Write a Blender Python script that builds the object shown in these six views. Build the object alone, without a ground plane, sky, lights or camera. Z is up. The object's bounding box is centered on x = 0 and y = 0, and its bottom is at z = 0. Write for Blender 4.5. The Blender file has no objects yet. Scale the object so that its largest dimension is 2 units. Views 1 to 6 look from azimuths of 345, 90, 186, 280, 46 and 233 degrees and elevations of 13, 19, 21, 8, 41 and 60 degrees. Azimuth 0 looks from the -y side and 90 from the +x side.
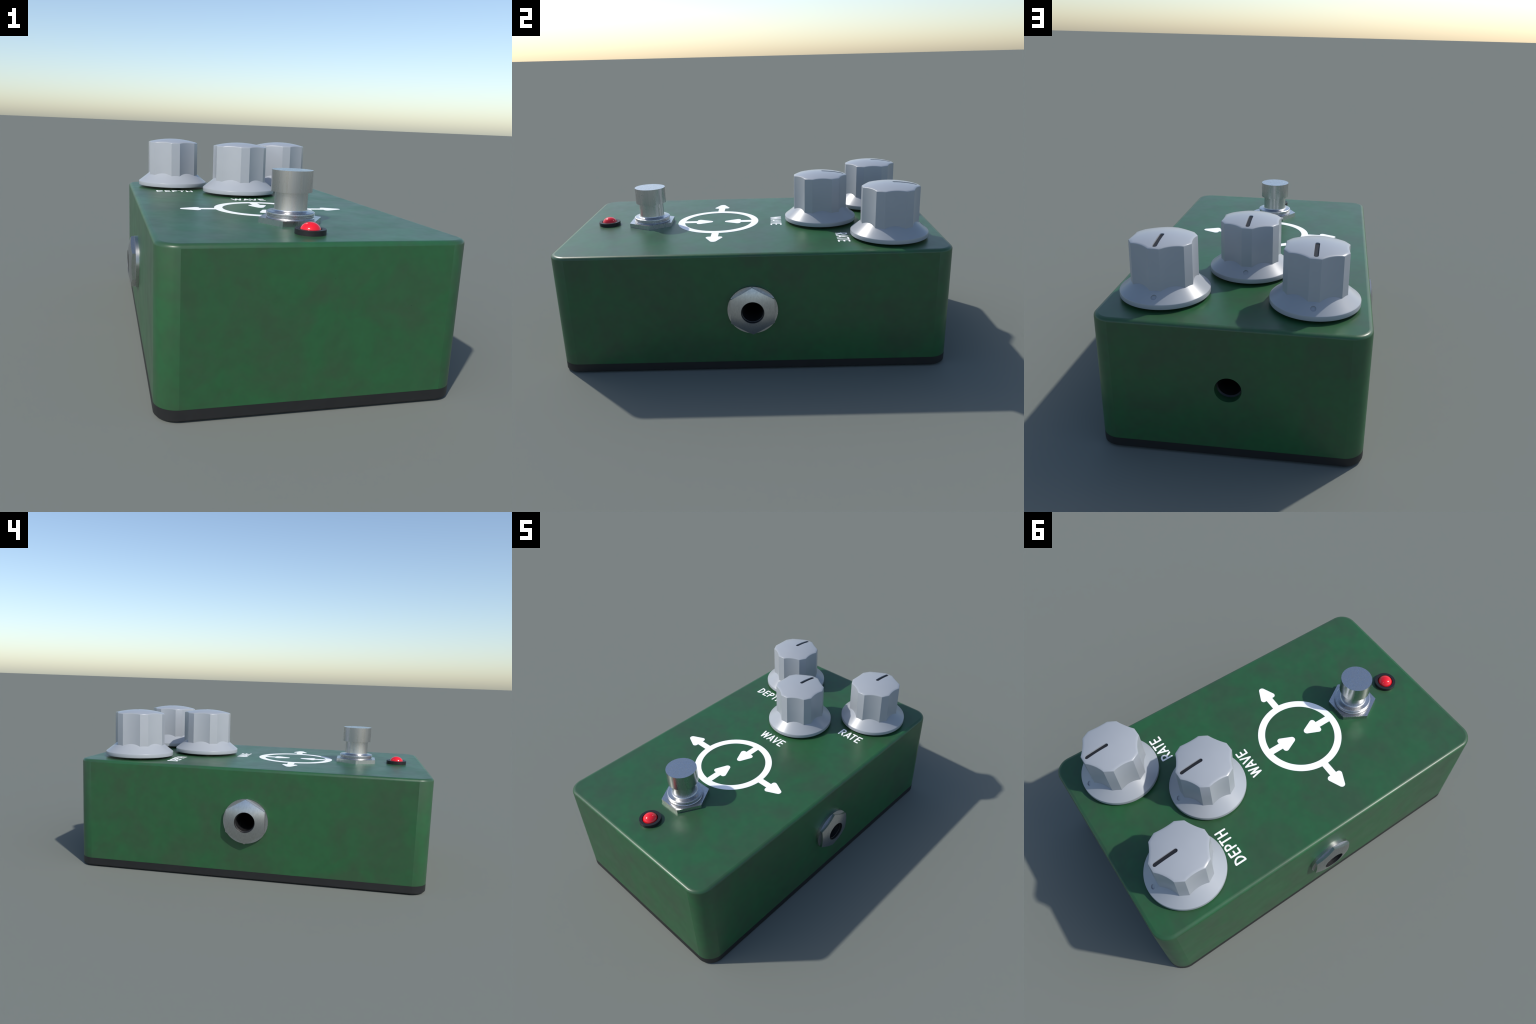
"""Small green metal guitar effect pedal: three fluted grey knobs, chrome foot switch,
red indicator light, two side jacks, a rear power socket and white printed marks."""
import bpy, bmesh, math
from mathutils import Vector, Matrix

# ------------------------------------------------------------------ sizes (metres)
HALF_X, HALF_Y, TOP = 0.5836, 1.0, 0.6335
CORNER, EDGE_IN, EDGE_DROP = 0.082, 0.0195, 0.0152   # upright corner width; top edge inset and drop
PLATE_LOW, SEAM = 0.0, 0.049      # base plate underside, seam to the enclosure
PORT_Z = 0.341                       # height of both jacks and of the power socket
KNOB_SPOTS = [(-0.334, 0.717), (0.0, 0.384), (0.334, 0.717)]
SWITCH_Y, LAMP_Y = -0.583, -0.832
EMBLEM = (-0.0115, -0.2035)


# ------------------------------------------------------------------ materials
def new_material(name):
    m = bpy.data.materials.new(name)
    m.use_nodes = True
    nt = m.node_tree
    return m, nt, nt.nodes["Principled BSDF"]


def noise(nt, scale, detail=4.0, rough=0.55, stretch=(1, 1, 1), shift=(0, 0, 0), distort=0.0):
    co = nt.nodes.new("ShaderNodeTexCoord")
    mp = nt.nodes.new("ShaderNodeMapping")
    mp.inputs["Scale"].default_value = stretch
    mp.inputs["Location"].default_value = shift
    nz = nt.nodes.new("ShaderNodeTexNoise")
    nz.inputs["Scale"].default_value = scale
    nz.inputs["Detail"].default_value = detail
    nz.inputs["Roughness"].default_value = rough
    nz.inputs["Distortion"].default_value = distort
    nt.links.new(co.outputs["Object"], mp.inputs["Vector"])
    nt.links.new(mp.outputs["Vector"], nz.inputs["Vector"])
    return nz.outputs["Fac"]


def ramp(nt, fac, stops):
    r = nt.nodes.new("ShaderNodeValToRGB")
    el = r.color_ramp.elements
    while len(el) < len(stops):
        el.new(0.5)
    for e, (pos, col) in zip(el, stops):
        e.position = pos
        e.color = (*col, 1) if len(col) == 3 else col
    nt.links.new(fac, r.inputs["Fac"])
    return r.outputs["Color"]


def mix(nt, fac, a, b, mode="MIX"):
    n = nt.nodes.new("ShaderNodeMix")
    n.data_type, n.blend_type = "RGBA", mode
    for sock, val in ((n.inputs["Factor"], fac), (n.inputs["A"], a), (n.inputs["B"], b)):
        if hasattr(val, "is_linked"):
            nt.links.new(val, sock)
        elif isinstance(val, tuple):
            sock.default_value = (*val, 1)
        else:
            sock.default_value = val
    return n.outputs["Result"]


def grey(v):
    return (v, v, v)


def paint_material():
    m, nt, b = new_material("green_hammered_paint")
    blotch = noise(nt, 4.4, 9.0, 0.62, distort=0.45)
    fine = noise(nt, 21.0, 5.0, 0.6, shift=(3, 1, 7))
    base = ramp(nt, blotch, [(0.40, (0.0190, 0.1000, 0.0345)), (0.62, (0.0285, 0.0790, 0.0345))])
    veil = ramp(nt, fine, [(0.35, grey(0.93)), (0.7, grey(1.05))])
    col = mix(nt, 1.0, base, veil, "MULTIPLY")
    # tiny dark pits sprinkled over the paint, only inside a few worn patches
    vo = nt.nodes.new("ShaderNodeTexVoronoi")
    co = nt.nodes.new("ShaderNodeTexCoord")
    nt.links.new(co.outputs["Object"], vo.inputs["Vector"])
    vo.inputs["Scale"].default_value = 42.0
    pit = ramp(nt, vo.outputs["Distance"], [(0.055, grey(1.0)), (0.10, grey(0.0))])
    patch = ramp(nt, noise(nt, 7.0, 3.0, 0.5, shift=(9, 4, 2)), [(0.64, grey(0.0)), (0.70, grey(1.0))])
    spot = mix(nt, 1.0, pit, patch, "MULTIPLY")
    col = mix(nt, spot, col, (0.008, 0.028, 0.014))
    nt.links.new(col, b.inputs["Base Color"])
    rg = ramp(nt, noise(nt, 9.0, 5.0, 0.6, shift=(1, 8, 3)), [(0.3, grey(0.33)), (0.7, grey(0.40))])
    nt.links.new(rg, b.inputs["Roughness"])
    b.inputs["Specular IOR Level"].default_value = 0.54
    return m


def metal_material(name, tint, r0, r1, stretch, scale=60.0):
    m, nt, b = new_material(name)
    b.inputs["Metallic"].default_value = 1.0
    streak = noise(nt, scale, 3.0, 0.6, stretch=stretch)
    dark = tuple(c * 0.84 for c in tint)
    nt.links.new(ramp(nt, streak, [(0.3, dark), (0.7, tint)]), b.inputs["Base Color"])
    nt.links.new(ramp(nt, streak, [(0.3, grey(r1)), (0.7, grey(r0))]), b.inputs["Roughness"])
    return m


def plain_material(name, col, rough, spec=0.5, vary=0.0, scale=12.0, metallic=0.0):
    m, nt, b = new_material(name)
    lo = tuple(c * (1 - vary) for c in col)
    nt.links.new(ramp(nt, noise(nt, scale, 4.0), [(0.3, lo), (0.7, col)]), b.inputs["Base Color"])
    b.inputs["Roughness"].default_value = rough
    b.inputs["Specular IOR Level"].default_value = spec
    b.inputs["Metallic"].default_value = metallic
    return m


PAINT = paint_material()
PLATE = plain_material("black_base_plate", (0.0155, 0.0155, 0.0165), 0.5, 0.4, 0.12)
KNOB = plain_material("pale_grey_plastic", (0.350, 0.371, 0.398), 0.31, 0.5, 0.03)
INK = plain_material("white_print", (1.0, 1.0, 1.0), 0.45, 0.4, 0.01)
POINTER = plain_material("dark_pointer_fill", (0.015, 0.016, 0.020), 0.5, 0.4, 0.1)
CHROME = metal_material("brushed_chrome", (0.61, 0.61, 0.615), 0.24, 0.34, (1, 1, 0.06), 90)
NUT = metal_material("satin_nut_steel", (0.56, 0.56, 0.565), 0.27, 0.34, (1, 1, 0.6), 130)
RUBBER = plain_material("black_bezel_plastic", (0.014, 0.014, 0.016), 0.42, 0.4, 0.1)
SOCKET = plain_material("black_socket_plastic", (0.014, 0.014, 0.015), 0.45, 0.45, 0.1)
VOID = plain_material("socket_depth_black", (0.003, 0.003, 0.003), 0.8, 0.1, 0.1)
LENS = plain_material("red_lamp_lens", (0.80, 0.010, 0.022), 0.12, 0.6, 0.04)


# ------------------------------------------------------------------ scene helpers
def link(name, data, parent=None, loc=(0, 0, 0), rot=(0, 0, 0)):
    o = bpy.data.objects.new(name, data)
    bpy.context.scene.collection.objects.link(o)
    o.location, o.rotation_euler = loc, rot
    o.parent = parent
    return o


def finish(bm, name, mat, angle=None):
    """bmesh -> mesh; smooth faces, with edges steeper than `angle` degrees kept sharp."""
    bmesh.ops.recalc_face_normals(bm, faces=bm.faces)
    for f in bm.faces:
        f.smooth = True
    if angle is not None:
        for e in bm.edges:
            if len(e.link_faces) == 2:
                e.smooth = e.calc_face_angle(0) < math.radians(angle)
    me = bpy.data.meshes.new(name)
    bm.to_mesh(me)
    bm.free()
    me.materials.append(mat)
    return me


def lathe(profile, name, mat, seg=96, angle=32, axis="Z"):
    """Turn an (r, h) profile about an axis; r == 0 closes the end with a pole."""
    bm = bmesh.new()
    rings = []
    for r, h in profile:
        n = 1 if r == 0 else seg
        ring = []
        for i in range(n):
            a = math.tau * i / seg
            ring.append(bm.verts.new((r * math.cos(a), r * math.sin(a), h)))
        rings.append(ring)
    for A, B in zip(rings, rings[1:]):
        if len(A) == 1 and len(B) == 1:
            continue
        for i in range(seg):
            j = (i + 1) % seg
            if len(A) == 1:
                bm.faces.new((A[0], B[i], B[j]))
            elif len(B) == 1:
                bm.faces.new((A[i], A[j], B[0]))
            else:
                bm.faces.new((A[i], A[j], B[j], B[i]))
    if axis == "X":
        bmesh.ops.rotate(bm, verts=bm.verts, matrix=Matrix.Rotation(math.radians(90), 3, "Y"))
    elif axis == "Y":
        bmesh.ops.rotate(bm, verts=bm.verts, matrix=Matrix.Rotation(math.radians(-90), 3, "X"))
    return finish(bm, name, mat, angle)


def prism(outline, z0, z1, name, mat, angle=32):
    bm = bmesh.new()
    lo = [bm.verts.new((x, y, z0)) for x, y in outline]
    hi = [bm.verts.new((x, y, z1)) for x, y in outline]
    n = len(outline)
    bm.faces.new(lo[::-1])
    bm.faces.new(hi)
    for i in range(n):
        bm.faces.new((lo[i], lo[(i + 1) % n], hi[(i + 1) % n], hi[i]))
    return finish(bm, name, mat, angle)


def arc(cx, cy, r, a0, a1, n):
    return [(cx + r * math.cos(math.radians(a0 + (a1 - a0) * i / n)),
             cy + r * math.sin(math.radians(a0 + (a1 - a0) * i / n))) for i in range(n + 1)]


def cut(mesh, cutter, angle):
    """Boolean difference evaluated on throw-away objects."""
    a, b = link("cut_body", mesh), link("cut_tool", cutter)
    mod = a.modifiers.new("cut", "BOOLEAN")
    mod.operation, mod.solver, mod.object = "DIFFERENCE", "EXACT", b
    dg = bpy.context.evaluated_depsgraph_get()
    out = bpy.data.meshes.new_from_object(a.evaluated_get(dg))
    mat = mesh.materials[0]
    for o in (a, b):
        bpy.data.objects.remove(o)
    bm = bmesh.new()
    bm.from_mesh(out)
    me = finish(bm, mesh.name, mat, angle)
    bpy.data.meshes.remove(out)
    for p in me.polygons:
        p.material_index = 0
    return me


# ------------------------------------------------------------------ enclosure and base plate
ARC_STEPS = 7
LEAN = 4.5        # the corner arc meets the flat walls at this angle, leaving a faint break


def box_outline(inset):
    half = math.radians(45 - LEAN)
    r = (CORNER - inset) * math.sqrt(0.5) / math.sin(half)      # chord spans the corner square
    back = r * math.cos(half) - (CORNER - inset) * math.sqrt(0.5)
    out = []
    for sx, sy, a0 in ((1, 1, 0), (-1, 1, 90), (-1, -1, 180), (1, -1, 270)):
        shift = back * math.sqrt(0.5)
        out += arc(sx * (HALF_X - CORNER - shift), sy * (HALF_Y - CORNER - shift), r,
                   a0 + LEAN, a0 + 90 - LEAN, ARC_STEPS)
    return out


def build_enclosure():
    bm = bmesh.new()
    steps = 4
    levels = [(0.0, SEAM)]
    for i in range(steps + 1):
        t = math.radians(90 * i / steps)
        levels.append((EDGE_IN * (1 - math.cos(t)), TOP - EDGE_DROP * (1 - math.sin(t))))
    rings = [[bm.verts.new((x, y, z)) for x, y in box_outline(d)] for d, z in levels]
    n = len(rings[0])
    per = ARC_STEPS + 1
    walls = {}
    for k, (A, B) in enumerate(zip(rings, rings[1:])):
        for i in range(n):
            j = (i + 1) % n
            flat = i % per == per - 1
            if k == 0 and flat:
                walls[i // per] = (A[i], A[j], B[j], B[i])   # 0 back, 1 left, 2 front, 3 right
                continue
            bm.faces.new((A[i], A[j], B[j], B[i]))
    bm.faces.new(rings[-1])
    bm.faces.new(rings[0][::-1])
    # walls, three of them pierced by a round port with a short sleeve of wall thickness
    for w, quad in walls.items():
        if w == 2:
            bm.faces.new(quad)
            continue
        border = [bm.edges.get((quad[i], quad[(i + 1) % 4])) or bm.edges.new((quad[i], quad[(i + 1) % 4]))
                  for i in range(4)]
        hole, deep = [], []
        m = 64
        for i in range(m):
            a = math.tau * i / m
            u, v = 0.058 * math.cos(a), PORT_Z + 0.058 * math.sin(a)
            if w == 0:
                hole.append(bm.verts.new((u, HALF_Y, v)))
                deep.append(bm.verts.new((u, HALF_Y - 0.041, v)))
            else:
                s = -1 if w == 1 else 1
                hole.append(bm.verts.new((s * HALF_X, u, v)))
                deep.append(bm.verts.new((s * (HALF_X - 0.041), u, v)))
        rim = [bm.edges.new((hole[i], hole[(i + 1) % m])) for i in range(m)]
        bmesh.ops.triangle_fill(bm, edges=border + rim, use_beauty=True)
        for i in range(m):
            j = (i + 1) % m
            bm.faces.new((hole[i], hole[j], deep[j], deep[i]))
    bm.normal_update()
    me = finish(bm, "enclosure", PAINT, 8.0)
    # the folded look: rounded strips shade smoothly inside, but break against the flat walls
    bm = bmesh.new()
    bm.from_mesh(me)
    flats = set()
    for f in bm.faces:
        nv = f.normal
        if max(abs(nv.x), abs(nv.y), abs(nv.z)) > 0.9999:
            flats.add(f)
    for e in bm.edges:
        if len(e.link_faces) == 2:
            a, b = e.link_faces
            if (a in flats) == (b in flats):
                e.smooth = e.calc_face_angle(0) < math.radians(35)
            else:
                e.smooth = False
    bm.to_mesh(me)
    bm.free()
    return me


def build_plate():
    bm = bmesh.new()
    levels = [(0.014, PLATE_LOW), (0.0065, PLATE_LOW + 0.0035), (0.0, PLATE_LOW + 0.0095), (0.0, SEAM - 0.0004)]
    rings = [[bm.verts.new((x, y, z)) for x, y in box_outline(d)] for d, z in levels]
    n = len(rings[0])
    for A, B in zip(rings, rings[1:]):
        for i in range(n):
            j = (i + 1) % n
            bm.faces.new((A[i], A[j], B[j], B[i]))
    bm.faces.new(rings[0][::-1])
    bm.faces.new(rings[-1])
    return finish(bm, "base_plate", PLATE, 32)


pedal = link("guitar_effect_pedal", None)
pedal["label"] = "green metal guitar effect pedal with three pale grey knobs"
pedal["category"] = "effect pedal"

enclosure = link("enclosure", build_enclosure(), pedal)
plate = link("base_plate", build_plate(), pedal)


# ------------------------------------------------------------------ knobs
FLATS, FLAT_R, FLAT_HALF, DIP = 6, 0.1465, 0.0238, 0.0055


def grip_outline(scale=1.0):
    """Six narrow flats joined by six shallow concave flutes; one flat faces +y."""
    pts = []
    for k in range(FLATS):
        a = math.radians(90 + 60 * k)
        d, t = Vector((math.cos(a), math.sin(a))), Vector((-math.sin(a), math.cos(a)))
        p0, p1 = d * FLAT_R - t * FLAT_HALF, d * FLAT_R + t * FLAT_HALF
        a2 = a + math.radians(60)
        d2, t2 = Vector((math.cos(a2), math.sin(a2))), Vector((-math.sin(a2), math.cos(a2)))
        q = d2 * FLAT_R - t2 * FLAT_HALF
        pts += [p0, p0.lerp(p1, 0.5)]
        chord = q - p1
        inward = -(p1 + q).normalized()
        m = 10
        for i in range(m):
            s = i / m
            pts.append(p1 + chord * s + inward * DIP * 4 * s * (1 - s))
    return [(p.x * scale, p.y * scale) for p in pts]


def dome(r):
    return 0.9192 - 0.98 * r * r


def build_grip():
    bm = bmesh.new()
    base = grip_outline()
    loops = []

    def loop(scale, zf):
        loops.append([bm.verts.new((x * scale, y * scale, zf(x * scale, y * scale))) for x, y in base])
    loop(1.006, lambda x, y: 0.672)
    loop(1.0, lambda x, y: dome(math.hypot(x, y)) - 0.0034)
    loop(0.9955, lambda x, y: dome(math.hypot(x, y)) - 0.0011)
    loop(0.984, lambda x, y: dome(math.hypot(x, y)))
    for s in (0.9, 0.78, 0.64, 0.48, 0.32, 0.16):
        loop(s, lambda x, y: dome(math.hypot(x, y)))
    n = len(base)
    bm.faces.new(loops[0][::-1])
    for A, B in zip(loops, loops[1:]):
        for i in range(n):
            j = (i + 1) % n
            bm.faces.new((A[i], A[j], B[j], B[i]))
    tip = bm.verts.new((0, 0, dome(0)))
    for i in range(n):
        bm.faces.new((loops[-1][i], loops[-1][(i + 1) % n], tip))
    me = finish(bm, "control_knob", KNOB, 30)
    return cut(me, prism(slot_outline(0.0102), 0.885, 0.96, "slot_tool", KNOB), 34)


def slot_outline(r):
    y0, y1 = 0.0165, 0.1225
    return arc(0, y1, r, 0, 180, 10) + arc(0, y0, r, 180, 360, 10)


def build_skirt():
    prof = [(0, 0.652), (0.150, 0.652), (0.186, 0.6482), (0.1985, 0.6468), (0.2000, 0.6478), (0.2002, 0.6490),
            (0.2002, 0.6668), (0.1996, 0.6684), (0.1984, 0.6695), (0.1970, 0.6706)]
    prof += [(0.1970 - 0.0770 * t, 0.6706 + 0.0600 * t + 0.0030 * t * t) for t in (0.15, 0.35, 0.55, 0.75, 1.0)]
    prof += [(0, 0.735)]
    me = lathe(prof, "knob_skirt", KNOB, 128, 40)
    tool = bpy.data.meshes.new("dot_tool")
    bm = bmesh.new()
    bmesh.ops.create_cone(bm, cap_ends=True, segments=28, radius1=0.0125, radius2=0.0125, depth=0.02)
    bmesh.ops.rotate(bm, verts=bm.verts, matrix=Matrix.Rotation(math.radians(-39), 3, "X"))
    bmesh.ops.translate(bm, verts=bm.verts, vec=(0, 0.171 + 0.0036, 0.6905 + 0.0043))
    bm.to_mesh(tool)
    bm.free()
    tool.materials.append(KNOB)
    return cut(me, tool, 30)


grip_mesh, skirt_mesh = build_grip(), build_skirt()
fill_mesh = prism(slot_outline(0.0101), 0.880, 0.8905, "pointer_line", POINTER)
for v in fill_mesh.vertices:           # the dark filling follows the crowned top a little below it
    if v.co.z > 0.885:
        v.co.z = dome(v.co.y) - 0.0052
shaft_mesh = lathe([(0, 0.625), (0.06, 0.625), (0.06, 0.653), (0, 0.653)], "knob_shaft", NUT, 40)
for x, y in KNOB_SPOTS:
    knob = link("control_knob", grip_mesh, pedal, (x, y, 0))
    link("knob_skirt", skirt_mesh, knob)
    link("pointer_line", fill_mesh, knob)
    link("knob_shaft", shaft_mesh, knob)


# ------------------------------------------------------------------ foot switch
def hexagon(r, turn=0):
    return [(r * math.cos(math.radians(turn + 60 * k)), r * math.sin(math.radians(turn + 60 * k))) for k in range(6)]


plunger = lathe([(0, 0.66), (0.0700, 0.66), (0.0700, 0.6790), (0.0985, 0.6790), (0.0985, 0.6800),
                 (0.0965, 0.6816), (0.0930, 0.6820), (0.0770, 0.6825), (0.0715, 0.6840), (0.0686, 0.6868),
                 (0.0680, 0.6905), (0.0680, 0.762), (0.0843, 0.762),
                 (0.0843, 0.849), (0, 0.849)], "foot_switch", CHROME, 96, 40)
switch = link("foot_switch", plunger, pedal, (0, SWITCH_Y, 0))
nut_mesh = prism(hexagon(0.135), 0.631, 0.6562, "switch_nut", CHROME)
link("switch_nut", nut_mesh, switch)
thread = [(0, 0.650), (0.0985, 0.6555), (0.0970, 0.6585)]
for k in range(3):
    z = 0.6600 + 0.0062 * k
    thread += [(0.0955, z), (0.0955, z + 0.0009), (0.1003, z + 0.0026), (0.1003, z + 0.0038), (0.0960, z + 0.0054)]
thread = thread[:-1] + [(0.1003, 0.6780), (0.0998, 0.6792), (0.0980, 0.6797), (0, 0.6797)]
link("threaded_collar", lathe(thread, "threaded_collar", CHROME, 96, 40), switch)

# ------------------------------------------------------------------ indicator light
bezel = lathe([(0.0, 0.630), (0.0592, 0.630), (0.0596, 0.6305), (0.0596, 0.6525), (0.0586, 0.6535), (0.0440, 0.6535),
               (0.0418, 0.6505), (0.0418, 0.640), (0, 0.640)], "indicator_light", RUBBER, 72, 35)
lamp = link("indicator_light", bezel, pedal, (0, LAMP_Y, 0))
dome_prof = [(0, 0.636), (0.0385, 0.637)]
for i in range(0, 13):
    t = math.radians(90 * i / 12)
    dome_prof.append((0.0402 * math.cos(t), 0.6435 + 0.0345 * math.sin(t)) if i < 12 else (0, 0.678))
link("lamp_lens", lathe(dome_prof, "lamp_lens", LENS, 64, 60), lamp)

# ------------------------------------------------------------------ side jacks
JACK_R, BORE = 0.1262, 0.0580


def jack_face(r):
    return 0.6345 - 1.30 * r * r


def build_jack_nut():
    """Hexagonal nut with a softly crowned face and a round bore, axis on +x, from x=0.597."""
    bm = bmesh.new()
    m = 8
    outline = []
    hx = hexagon(JACK_R)
    for k in range(6):
        p, q = Vector(hx[k]), Vector(hx[(k + 1) % 6])
        outline += [p.lerp(q, i / m) for i in range(m)]
    n = len(outline)
    loops = []

    def loop(pts, xs):
        loops.append([bm.verts.new((x, p.x, p.y)) for p, x in zip(pts, xs)])
    loop(outline, [0.5987] * n)
    loop(outline, [jack_face(p.length) for p in outline])
    for s in (0.25, 0.5, 0.75):
        ring = [p.lerp(p.normalized() * BORE, s) for p in outline]
        loop(ring, [jack_face(p.length) for p in ring])
    lip = [p.normalized() * BORE for p in outline]
    loop(lip, [jack_face(BORE)] * n)
    loop(lip, [0.612] * n)
    loop(lip, [0.5987] * n)
    for A, B in zip(loops, loops[1:]):
        for i in range(n):
            j = (i + 1) % n
            bm.faces.new((A[i], A[j], B[j], B[i]))
    for i in range(n):
        j = (i + 1) % n
        bm.faces.new((loops[-1][i], loops[-1][j], loops[0][j], loops[0][i]))
    # hexagon stands on a point: rotate the flat outline so a corner is at the top
    bmesh.ops.rotate(bm, verts=bm.verts, matrix=Matrix.Rotation(math.radians(90), 3, "X"))
    return finish(bm, "jack_nut", NUT, 32)


jack_washer = lathe([(0.0575, 0.5825), (0.1262, 0.5825), (0.1262, 0.5985),
                     (0.0575, 0.5985), (0.0575, 0.5825)], "jack_washer", NUT, 96, 32, "X")
jack_nut = build_jack_nut()
jack_sleeve = lathe([(0.0578, 0.6290), (0.0560, 0.6275), (0.0560, 0.6170), (0.0525, 0.6150), (0.0525, 0.600),
                     (0.0505, 0.595), (0.0505, 0.40), (0.0578, 0.40), (0.0578, 0.6290)], "jack_socket", SOCKET, 64, 32, "X")
jack_end = lathe([(0, 0.41), (0.0565, 0.41), (0.0565, 0.405), (0, 0.405)], "socket_floor", VOID, 48, 32, "X")
for turn in (0, math.pi):
    jack = link("cable_jack", jack_washer, pedal, (0, 0, PORT_Z), (0, 0, turn))
    link("jack_nut", jack_nut, jack)
    link("jack_socket", jack_sleeve, jack)
    link("socket_floor", jack_end, jack)

# ------------------------------------------------------------------ rear power socket
power = lathe([(0.0578, 0.9620), (0.0520, 0.9560), (0.0520, 0.80), (0.0700, 0.80), (0.0700, 0.9588),
               (0.0578, 0.9588), (0.0578, 0.9620)], "power_socket", SOCKET, 64, 32, "Y")
socket = link("power_socket", power, pedal, (0, 0, PORT_Z))
link("socket_floor", lathe([(0, 0.81), (0.053, 0.81), (0.053, 0.805), (0, 0.805)], "power_socket_floor", VOID, 48, 32, "Y"), socket)
link("contact_pin", lathe([(0, 0.80), (0.013, 0.80), (0.013, 0.885), (0.009, 0.892), (0, 0.894)], "contact_pin", NUT, 24, 32, "Y"), socket)

# ------------------------------------------------------------------ printed emblem
INK_LOW = TOP - 0.0005


def hull(circles, n=24):
    """Convex outline round a set of circles (cx, cy, r)."""
    pts = sorted({(round(cx + r * math.cos(math.tau * i / n), 6), round(cy + r * math.sin(math.tau * i / n), 6))
                  for cx, cy, r in circles for i in range(n)})

    def half(seq):
        out = []
        for p in seq:
            while len(out) > 1 and ((out[-1][0] - out[-2][0]) * (p[1] - out[-2][1])
                                    - (out[-1][1] - out[-2][1]) * (p[0] - out[-2][0])) <= 0:
                out.pop()
            out.append(p)
        return out
    lo, hi = half(pts), half(reversed(pts))
    return lo[:-1] + hi[:-1]


def stacked(outlines, name, mat, lift=0.0005):
    """Overlapping flat shapes; each later one lies a hair higher so no two faces share a plane."""
    bm = bmesh.new()
    for k, o in enumerate(outlines):
        z = TOP + lift + 0.00012 * k
        lo = [bm.verts.new((x, y, INK_LOW)) for x, y in o]
        hi = [bm.verts.new((x, y, z)) for x, y in o]
        n = len(o)
        bm.faces.new(hi)
        for i in range(n):
            bm.faces.new((lo[i], lo[(i + 1) % n], hi[(i + 1) % n], hi[i]))
    return finish(bm, name, mat, 30)


RING_OUT, RING_IN, SHAFT = 0.2315, 0.1930, 0.0193
ring_mesh = lathe([(RING_IN, INK_LOW), (RING_OUT, INK_LOW), (RING_OUT, TOP + 0.0008), (RING_IN, TOP + 0.0008),
                   (RING_IN, INK_LOW)], "emblem", INK, 128)
emblem = link("emblem", ring_mesh, pedal, (*EMBLEM, 0))
head = hull([(0.0105, 0.0285, 0.0160), (0.0105, -0.0285, 0.0160), (0.0690, 0, 0.0175)])


def arrow_mesh(foot):
    bar = [(foot, -SHAFT), (0.02, -SHAFT), (0.02, SHAFT), (foot, SHAFT)]
    return stacked([bar, head], "emblem_arrow", INK)


arrow_out, arrow_in = arrow_mesh(-0.090), arrow_mesh(-0.085)
for a, d in ((0, 0.3015), (180, 0.3065)):
    t = math.radians(a)
    link("emblem_arrow", arrow_out, emblem, (d * math.cos(t), d * math.sin(t), 0), (0, 0, t))
for a, d in ((90, 0.1235), (270, 0.1180)):
    t = math.radians(a)
    link("emblem_arrow", arrow_in, emblem, (d * math.cos(t), d * math.sin(t), 0), (0, 0, t + math.pi))

# ------------------------------------------------------------------ printed words
PEN, CAP = 0.0045, 0.0540


def stroke(p, q):
    a = math.degrees(math.atan2(q[1] - p[1], q[0] - p[0]))
    return arc(*q, PEN, a - 90, a + 90, 8) + arc(*p, PEN, a + 90, a + 270, 8)


def pen_path(pts):
    return [stroke(p, q) for p, q in zip(pts, pts[1:])]


def bowl(x0, x1, y0, y1, n=6):
    """Round-shouldered bowl as in D, P and R, from the stem out and back."""
    r = min((y1 - y0) / 2, (x1 - x0) * 0.95)
    top = arc(x1 - r, y1 - r, r, 90, 0, n)
    low = arc(x1 - r, y0 + r, r, 0, -90, n)
    return [(x0, y1)] + top + low + [(x0, y0)]


H = CAP
GLYPHS = {
    "W": [[(0, H), (0.0116, 0), (0.0233, H), (0.0350, 0), (0.0466, H)]],
    "A": [[(0, 0), (0.0158, H), (0.0316, 0)], [(0.0052, 0.0145), (0.0264, 0.0145)]],
    "V": [[(0, H), (0.0153, 0), (0.0306, H)]],
    "E": [[(0.0232, H), (0, H), (0, 0), (0.0236, 0)], [(0, 0.0282), (0.0208, 0.0282)]],
    "T": [[(0, H), (0.0280, H)], [(0.0138, H), (0.0138, 0)]],
    "H": [[(0, H), (0, 0)], [(0.0275, H), (0.0275, 0)], [(0, 0.0285), (0.0275, 0.0285)]],
    "P": [[(0, 0), (0, H)], bowl(0, 0.0240, 0.0255, H)],
    "D": [[(0, 0), (0, H)], bowl(0, 0.0285, 0, H)],
    "R": [[(0, 0), (0, H)], bowl(0, 0.0252, 0.0255, H), [(0.0128, 0.0255), (0.0270, 0)]],
}
glyph_mesh = {g: stacked([s for path in paths for s in pen_path(path)], "letter", INK, 0.0004)
              for g, paths in GLYPHS.items()}
WORDS = [
    (0.1030, [("W", -0.0873), ("A", -0.0291), ("V", 0.0114), ("E", 0.0585)]),
    (0.4470, [("R", 0.2725), ("A", 0.3133), ("T", 0.3515), ("E", 0.3952)]),
    (0.4472, [("D", -0.4477), ("E", -0.4008), ("P", -0.3600), ("T", -0.3238), ("H", -0.2806)]),
]
for base, letters in WORDS:
    word = link("word_label", None, pedal, (letters[0][1], base, 0))
    for g, x in letters:
        link("letter", glyph_mesh[g], word, (x - letters[0][1], 0, 0))
